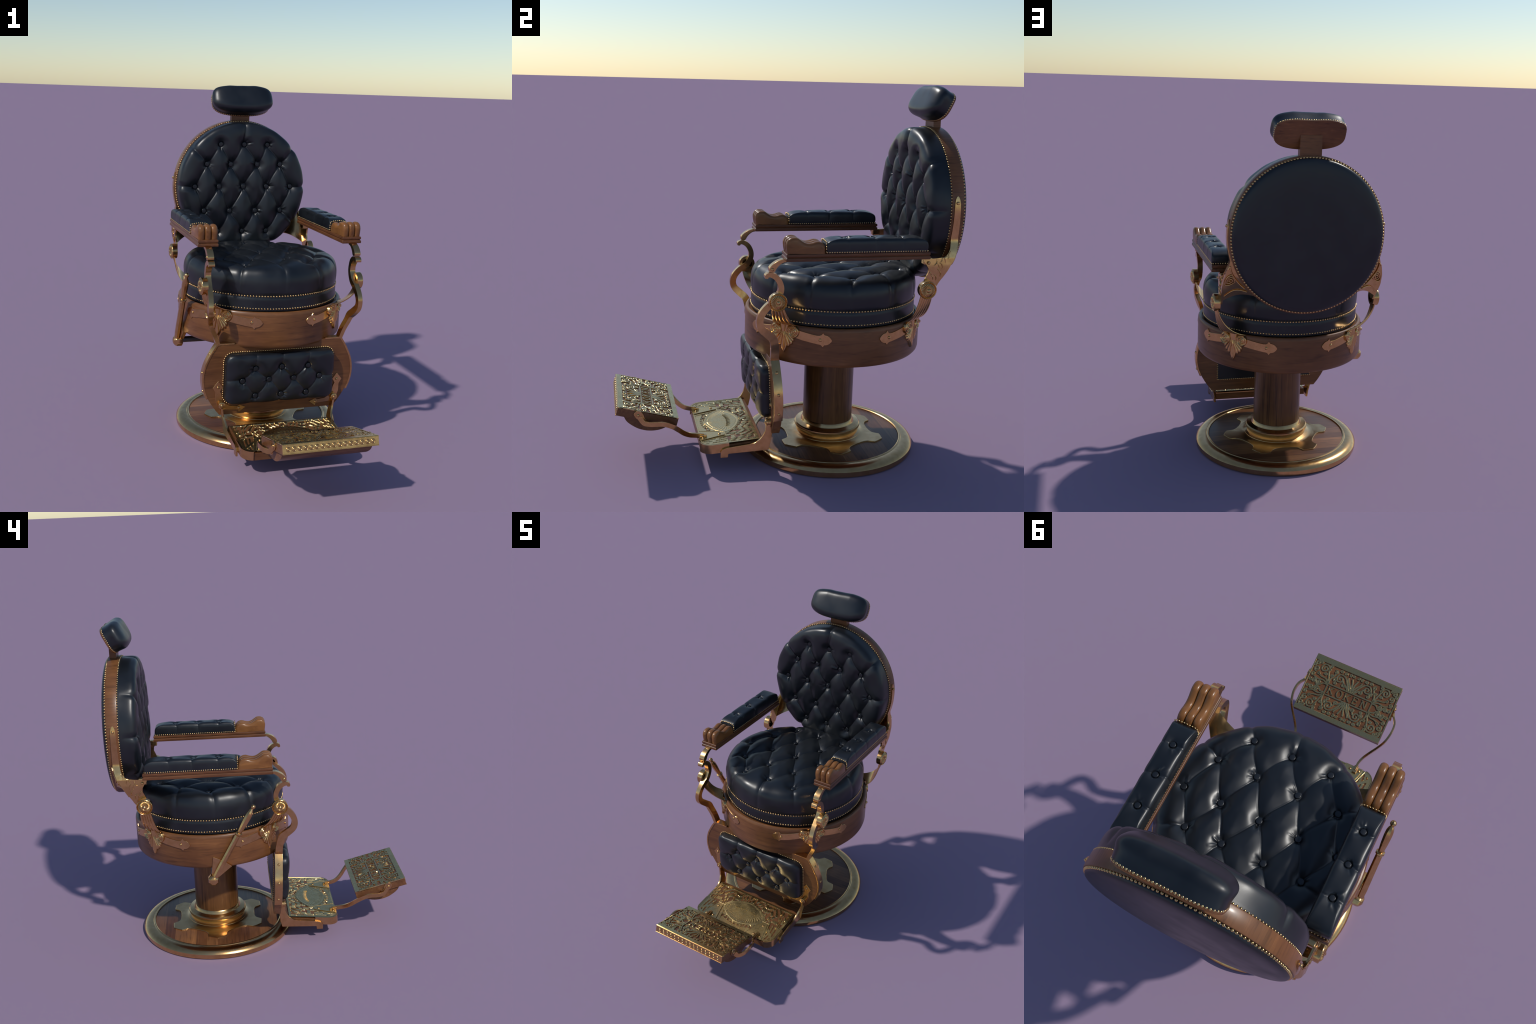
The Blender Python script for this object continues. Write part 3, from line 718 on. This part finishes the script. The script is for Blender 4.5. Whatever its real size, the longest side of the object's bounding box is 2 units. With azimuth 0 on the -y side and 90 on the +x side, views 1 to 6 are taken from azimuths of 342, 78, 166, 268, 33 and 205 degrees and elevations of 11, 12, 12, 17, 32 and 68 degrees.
# brass relief plate: field with brown sunk openings, mirror-symmetric
def lower_relief():
    nx, ny = 361, 187
    xs = np.linspace(-FX + .005, FX - .005, nx); ys = np.linspace(-.4545, -.150, ny)
    X, Y = np.meshgrid(xs, ys, indexing='ij'); A = np.abs(X)
    U, V = A, (Y + .309)
    # flowing openings
    wob = .010 * np.sin(38 * V + 5 * np.sin(24 * U)) + .007 * np.sin(61 * U + 3)
    p1 = np.sin(2 * pi * (U + wob) / .027 + 2.2 * np.sin(27 * V + 14 * U))
    p2 = np.sin(2 * pi * (V + .5 * U + .008 * np.sin(70 * U)) / .040 + 1.7 * np.sin(33 * U - 9 * V))
    F = p1 + .75 * p2 + .30
    # slats beside the mounts
    slat = np.minimum(np.sin(2 * pi * (U + .010 * np.sin(20 * V)) / .021) - .1, 1.6 * (np.sin(2 * pi * (V + .9 * U) / .085) + .72))
    F = np.where((U > .214) & (V < .0), slat, F)
    ell = (U / .150) ** 1.55 + (np.abs(V) / .094) ** 1.75
    med = ell < 1.0
    F = np.minimum(F, (ell - 1.08) * 5)
    tri = np.maximum((V + .004) / .01, (np.abs(U - .172) - (.029 + np.clip(-.004 - V, 0, 1) * .32)) / .006)
    F = np.minimum(F, tri)
    dots = np.minimum(np.minimum(1 - np.abs(V + .112 - U * U * 2.4) / .0065, np.sin(2 * pi * U / .027 + pi / 2) + .3), (.10 - U) / .004)
    F = np.where((V < -.098) & (U < .11), dots, F)
    # solid rim following the rounded outline
    X2 = FX - .062; Yc = -.456 + .062
    dist = np.where((A > X2) & (Y < Yc), .062 - np.hypot(A - X2, Y - Yc), np.minimum(FX - A, Y + .456))
    F = np.minimum(np.minimum(F, (dist - .020) / .004), (-.164 - Y) / .004)
    inside = dist > .003
    hole = F > .02
    Z = -.0040 * np.clip(F / .14 + .15, 0, 1)
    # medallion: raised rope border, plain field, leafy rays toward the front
    Z += np.where(med, .0010, 0) + np.where((ell > .90) & med, .0004, 0) + np.where((ell > .76) & (ell < .80), -.0006, 0)
    ray = np.clip((.86 - ell) / .1, 0, 1) * np.clip((ell - .36) / .15, 0, 1) * (V < .03)
    Z += ray * .00045 * np.sin(44 * np.arctan2(V, U + 1e-6) + 26 * ell)
    Z += np.where(dist < .010, .002, 0)
    P = np.stack([X, Y, np.vectorize(fz)(Y) + Z], -1)
    bm = bmesh.new(); vs = {}
    me = bpy.data.meshes.new("relief_plate")
    idx = -np.ones((nx, ny), int); v = []
    for i in range(nx):
        for j in range(ny):
            if inside[i, j]: idx[i, j] = len(v); v.append((P[i, j, 0], P[i, j, 1] - CY, P[i, j, 2]))
    f, mi = [], []
    for i in range(nx - 1):
        for j in range(ny - 1):
            q = (idx[i, j], idx[i + 1, j], idx[i + 1, j + 1], idx[i, j + 1])
            if min(q) >= 0:
                f.append(q); mi.append(1 if hole[i, j] and hole[i + 1, j] and hole[i + 1, j + 1] and hole[i, j + 1] else 0)
    bm.free(); me.from_pydata(v, [], f); me.materials.append(AGED); me.materials.append(FOOT_W)
    me.polygons.foreach_set("material_index", mi)
    o = link("relief_plate", me, None, lf, None, 25); return o
lower_relief()
rib = []
for sx in (1, -1):
    for e in (1, -1):
        rib.append([(sx * (.172 + e * (.028 + k * .014 / 10 * 3)), -.313 - k * .0138, fz(-.313 - k * .0138) + .0002) for k in range(11)])
    rib.append([(sx * .144, -.313, fz(-.313) + .0002), (sx * .200, -.313, fz(-.313) + .0002)])
tubes("mount_outline", rib, .0016, AGED, lf, 1)
# lettering-like strokes on the medallion, an arc of small raised bars
let = []
for k in range(9):
    x = -.072 + .018 * k; yb = -.262 + 2.2 * x * x * -1 * .9; z = fz(yb) + .0004
    let.append([(x, yb, z), (x, yb - .024, z)]); let.append([(x + .007, yb - .001, z), (x + .007, yb - .023, z)])
    if k % 2: let.append([(x, yb - .012, z), (x + .007, yb - .012, z)])
    else: let.append([(x, yb - .023, z), (x + .007, yb - .023, z)])
tubes("medallion_lettering", let, .0013, AGED, lf, 1)
# rim band with rounded corners, stops short of the swing arm gap
rim = tray_outline(0, 11)
band = [(x, y) for x, y in rim if x > .246][0:]
for s in (1, -1):
    corner = [(FX, -.31)] + [(x, y) for x, y in tray_outline(0, 11) if x > .240][1:]
    pts = [(s * x, y, fz(y) - .0225, .048, .006) for x, y in corner]
    ob = build("corner_rim", *bar(pts, waxis=(0, 0, 1), n=3), BRASS, lf, bevel=.0012)
    put("screw", SCREW_ME, (s * (FX + .003 - .009), -.4005, .115), (s, -.28, 0), ob, .2)
    # side bracket: a plate along the tray that rises to the pivot
    prof = [(-.357, .077), (-.3195, .077), (-.3165, .097), (-.104, .106), (-.094, .150), (-.0885, .20), (-.0895, .262), (-.097, .2715), (-.117, .2715), (-.124, .263), (-.1255, .222), (-.134, .195), (-.151, .168), (-.175, .151), (-.205, .143), (-.325, .1305), (-.348, .122), (-.357, .108)]
    def mp(y, z, d):
        k = min(1, max(0, (z - .14) / .12)); k = k * k * (3 - 2 * k)
        return (s * (.3015 + .0235 * k + d), y, z)
    br = build("footrest_bracket", *prism(prof, 0, .011, mp), BRASS, lf, bevel=.0018)
    # mount where the swing arm is bolted
    mt = build("swing_arm_mount", *prism([(s * .158, -.318), (s * .192, -.318), (s * .226, -.440), (s * .226, -.455), (s * .128, -.455), (s * .128, -.440)], .0005, .0045, lambda x, y, d: (x, y, fz(y) + d)), AGED, lf, bevel=.0012, segs=1)
    for x, y in ((.178, -.346), (.160, -.432), (.209, -.436)): put("screw", SCREW_ME, (s * x, y, fz(y) + .0045), (0, 0, 1), mt, .9)
    build("bolt_block", *box(*sorted((s * .176, s * .200)), -.458, -.415, .128, .159), BRASS, mt, bevel=.004, segs=2)

# ================================================================== upper footrest
FD = np.array([0, -.308, .080]); FD /= np.linalg.norm(FD); FN = np.array([0, .2515, .9685]); FO = np.array([0, -.723, .322])
UH, VH = .2460, .1592
def uf(u, v_, n): return tuple(FO + np.array([u, 0, 0]) + FD * v_ + FN * n)
tray = [(-UH, -VH), (UH, -VH), (UH, VH), (-UH, VH)]
up = build("upper_footrest", *prism(tray, -.047, -.004, uf), FOOT_W, bevel=.001, smooth=30)
hump = spline([(-.850, .3045), (-.836, .277), (-.811, .254), (-.775, .232), (-.735, .2195), (-.695, .2165), (-.66, .2215), (-.628, .2345), (-.605, .250)], 4)
build("curved_underside", *prism([tuple(p) for p in hump] + [(-.60, .262), (-.85, .322)], -.2325, .2325, lambda y, z, d: (d, y, z)), FOOT_W, up, bevel=.0015, smooth=40)
g = Geo()
for (a, b, c, d) in ((-UH, UH, VH - .027, VH), (-UH, UH, -VH, -VH + .027), (-UH, -UH + .0055, -VH + .027, VH - .027), (UH - .0055, UH, -VH + .027, VH - .027)):
    g.add(*prism([(a, c), (b, c), (b, d), (a, d)], -.006, .001, uf))
bord = g.make("brass_border", AGED, up, bevel=.0008, segs=1)
g = Geo().add(*prism([(-UH, -.048), (UH, -.048), (UH, -.001), (-UH, -.001)], VH - .001, VH + .002, lambda u, n, d: uf(u, d, n)))
for n_ in (-.0462, -.0028): g.add(*prism([(-UH, n_ - .0016), (UH, n_ - .0016), (UH, n_ + .0016), (-UH, n_ + .0016)], VH, VH + .0042, lambda u, n, d: uf(u, d, n)))
edge = g.make("front_band", BRASS, up, bevel=.0005, segs=1)
for k in range(16):
    u = -.216 + .432 * k / 15
    ring = lathe([(.0125, 0), (.0120, .002), (.0105, .0030), (.0090, .0026), (.0078, .0005), (.0060, .0006), (.0048, .0026), (.0028, .0032)], 18, lambda r, a, h: uf(u + r * cos(a), VH + .002 + h, -.0245 + r * sin(a)))
    build("ring_boss", *ring, BRASS, edge, smooth=50)

def ribbons(name, lines, w, h, mat, parent):
    """flat raised strokes on the upper plate; lines are (u, v) in the plane of the plate"""
    g = Geo()
    for L in lines:
        P = [np.array(p, float) for p in L]; n = len(P); v, f = [], []
        for i, p in enumerate(P):
            t = P[min(i + 1, n - 1)] - P[max(i - 1, 0)]; t /= (np.linalg.norm(t) + 1e-9); m = np.array([-t[1], t[0]])
            for a, b in ((-1, -.0045), (-.9, h * .5), (-.72, h), (.72, h), (.9, h * .5), (1, -.0045)):
                q = p + m * a * w; v.append(uf(q[0], q[1], b))
        for i in range(n - 1):
            for k in range(5): f.append((6 * i + k, 6 * i + k + 1, 6 * i + k + 7, 6 * i + k + 6))
        f += [tuple(range(6)), tuple(6 * (n - 1) + k for k in range(6))]
        g.add(v, f)
    return g.make(name, mat, parent, smooth=10)

# filigree: one quarter described as stems and curls, mirrored to all four
def curl(cx, cy, r, a0, turns, sgn=1, tail=None, end=.12, n=34):
    """spiral from its rim (angle a0, degrees) inward; tail: points leading to the rim"""
    pts = []
    for k in range(n + 1):
        t = k / n; a = radians(a0) + sgn * turns * 2 * pi * t; q = r * (1 - (1 - end) * t)
        pts.append((cx + q * cos(a), cy + q * sin(a)))
    if tail:
        pts = [tuple(p) for p in spline([*tail, pts[0], pts[2]], 6)][:-6] + pts
    return pts
def stem(*p): return [tuple(q) for q in spline(p, 6)]
Q = []
bx, by = .129, .030
# palmette at the middle of the text box
Q += [stem((.004, by), (.006, .070), (.016, .100)), stem((.006, by + .004), (.016, .06), (.034, .083), (.040, .098))]
Q += [curl(.078, .076, .024, 100, 1.55, -1, [(.012, by + .002), (.030, .062), (.052, .092)])]
Q += [stem((.014, by), (.034, .050), (.052, .060), (.060, .072)), curl(.050, .052, .010, 200, 1.1, 1)]
# corner fan of the text box
Q += [curl(.176, .098, .026, 190, 1.7, -1, [(bx, by), (.138, .055), (.146, .078)])]
Q += [stem((bx, by), (.126, .060), (.112, .088), (.116, .112)), curl(.112, .101, .011, 60, 1.2, 1)]
Q += [stem((bx, by), (.150, .048), (.178, .052), (.205, .066)), curl(.216, .082, .016, 260, 1.4, 1)]
Q += [stem((bx + .004, by - .002), (.160, .036), (.190, .032), (.215, .040)), curl(.224, .050, .011, 240, 1.3, 1)]
Q += [stem((bx, by - .008), (.150, .022), (.166, .012)), curl(.176, .020, .011, 230, 1.3, 1), curl(.206, .017, .013, 180, 1.4, -1, [(.162, .010), (.182, .003)])]
Q += [curl(.228, .020, .009, 200, 1.1, 1), curl(.222, .113, .014, 150, 1.4, -1), curl(.205, .120, .008, 30, 1.1, 1), curl(.146, .118, .009, 150, 1.2, -1), curl(.148, .100, .007, 300, 1.1, 1)]
Q += [curl(.060, .112, .009, 200, 1.2, -1), curl(.084, .114, .009, 340, 1.2, 1), curl(.100, .064, .011, 300, 1.3, 1), curl(.094, .046, .009, 90, 1.2, -1), curl(.034, .116, .008, 300, 1.1, -1), curl(.014, .117, .007, 200, 1.1, 1)]
Q += [curl(.236, .098, .007, 60, 1.0, 1), curl(.196, .062, .008, 90, 1.1, -1), curl(.160, .070, .008, 330, 1.2, 1), curl(.128, .074, .007, 200, 1.2, -1)]
lines = []
for su in (1, -1):
    for sv in (1, -1):
        for L in Q: lines.append([(su * u, sv * v_ * 1.03) for u, v_ in L])
ribbons("filigree", lines, .0040, .0011, AGED, bord)
ribbons("text_frame", [[(-bx, by), (bx, by)], [(bx, by), (bx, -by)], [(bx, -by), (-bx, -by)], [(-bx, -by), (-bx, by)]], .0036, .0002, AGED, bord)
# the word on the plate, read from the seat: strokes with small serifs
def letter(ch):
    if ch == "K": return [[(0, 0), (0, 1)], [(-.16, 0), (.16, 0)], [(-.16, 1), (.16, 1)], [(.02, .42), (.62, 1)], [(.22, .58), (.68, 0)], [(.5, 1), (.76, 1)], [(.54, 0), (.82, 0)]]
    if ch == "O": return [[(.38 + .38 * cos(t * pi / 12), .5 + .52 * sin(t * pi / 12)) for t in range(25)]]
    if ch == "E": return [[(.05, 0), (.05, 1)], [(-.08, 1), (.62, 1), (.64, .82)], [(.05, .52), (.45, .52)], [(.45, .42), (.45, .62)], [(-.08, 0), (.64, 0), (.68, .2)]]
    return [[(.05, 0), (.05, 1)], [(-.1, 1), (.05, 1), (.66, 0)], [(.66, 0), (.66, 1)], [(.54, 1), (.8, 1)], [(-.1, 0), (.2, 0)]]
txt = []; sz = .037; x0 = -.112
for ch in "KOKEN":
    for L in letter(ch): txt.append([(-(x0 + p[0] * sz * 1.02), (p[1] - .5) * sz) for p in L])
    x0 += .0475
ribbons("lettering", txt, .0032, .0013, AGED, bord)

# swing arms joining the two footrests
for s in (1, -1):
    path = [(.2505, -.768, .300, .028, .010), (.262, -.748, .2745, .026, .010), (.278, -.722, .2725, .025, .011), (.285, -.690, .273, .025, .011), (.284, -.648, .2705, .025, .011), (.272, -.604, .250, .025, .011), (.250, -.572, .221, .025, .011), (.222, -.540, .188, .025, .012), (.200, -.508, .1665, .025, .012), (.189, -.475, .157, .025, .012), (.187, -.430, .1505, .025, .012)]
    P = [(s * x, y, z, w_, t_) for x, y, z, w_, t_ in path]
    sw = build("swing_arm", *bar(P, waxis=(0, .25, 1), n=6), BRASS, lf, bevel=.0015)
    ear = spline([(-.800, .316), (-.793, .331), (-.776, .337), (-.760, .330), (-.748, .312), (-.742, .290), (-.728, .285), (-.726, .262), (-.742, .254), (-.757, .262), (-.766, .285), (-.786, .295)], 4)
    build("hinge_ear", *prism([tuple(p) for p in ear], s * .2465, s * .2545, lambda y, z, d: (d, y, z)), BRASS, sw, bevel=.001, segs=1)
    put("screw", SCREW_ME, (s * .2545, -.7765, .313), (s, 0, 0), sw, .4)

# ================================================================== lever
def octo_loft(sections):
    """sections: (point, half size) along the lever"""
    P = [np.array(p, float) for p, r in sections]; v, f = [], []
    for i, (p, r) in enumerate(sections):
        t = P[min(i + 1, len(P) - 1)] - P[max(i - 1, 0)]; t /= np.linalg.norm(t); w = np.array([1., 0, 0]); w -= t * (w @ t); w /= np.linalg.norm(w); q = np.cross(t, w)
        for k in range(8):
            a = pi / 8 + k * pi / 4; v.append(tuple(P[i] + r * (w * cos(a) + q * sin(a))))
    n = len(sections)
    for i in range(n - 1):
        for k in range(8): f.append((8 * i + k, 8 * i + (k + 1) % 8, 8 * i + 8 + (k + 1) % 8, 8 * i + 8 + k))
    f += [tuple(range(8))[::-1], tuple(range(8 * (n - 1), 8 * n))]
    return v, f
L0, L1 = np.array([-.497, .283, .556]), np.array([-.500, .050, .9715])
def at(t): return L0 + (L1 - L0) * t
rod = [(at(-.02), .016), (at(.10), .0185), (at(.30), .0175), (at(.592), .0165), (at(.600), .012), (at(.606), .0205), (at(.612), .0215), (at(.622), .0215), (at(.628), .0205), (at(.634), .0125), (at(.645), .0135), (at(.75), .0175), (at(.85), .0195), (at(.90), .0185), (at(.94), .0135), (at(.957), .0095), (at(.965), .0075), (at(.975), .0065)]
lev = build("lever", *octo_loft(rod), BRASS, smooth=28)
v, f = [], []
build("lever_knob", *lathe([(.014 * sin(pi * k / 12) + 1e-4, -.014 * cos(pi * k / 12)) for k in range(13)], 18, lambda r, a, h: (L1[0] + r * cos(a), L1[1] + r * sin(a), L1[2] + h), closed=False), BRASS, lev, smooth=None)
build("lever_hub", *lathe([(.022, .515), (.031, .506), (.0345, .497), (.0345, .470), (.030, .464), (.02, .463)], 8, lambda r, a, h: (-h, .297 + r * cos(a + .39), .529 + r * sin(a + .39))), BRASS, lev, bevel=.0025)
build("lever_hub_cap", *lathe([(.019, .511), (.018, .5165), (.012, .519)], 24, xaxis(.297, .529, -1)), BRASS, lev, smooth=30)
build("pivot_shaft", *lathe([(.0175, .10), (.0175, .47)], 20, xaxis(.297, .533, -1)), STEEL, lev, smooth=40)
quad = [(.294, .669), (.272, .662), (.249, .650), (.222, .634), (.186, .607), (.232, .570), (.262, .545), (.290, .540), (.308, .565)]
build("ratchet_plate", *prism(quad, -.486, -.462, lambda y, z, d: (d, y, z)), BRASS, lev, bevel=.003)
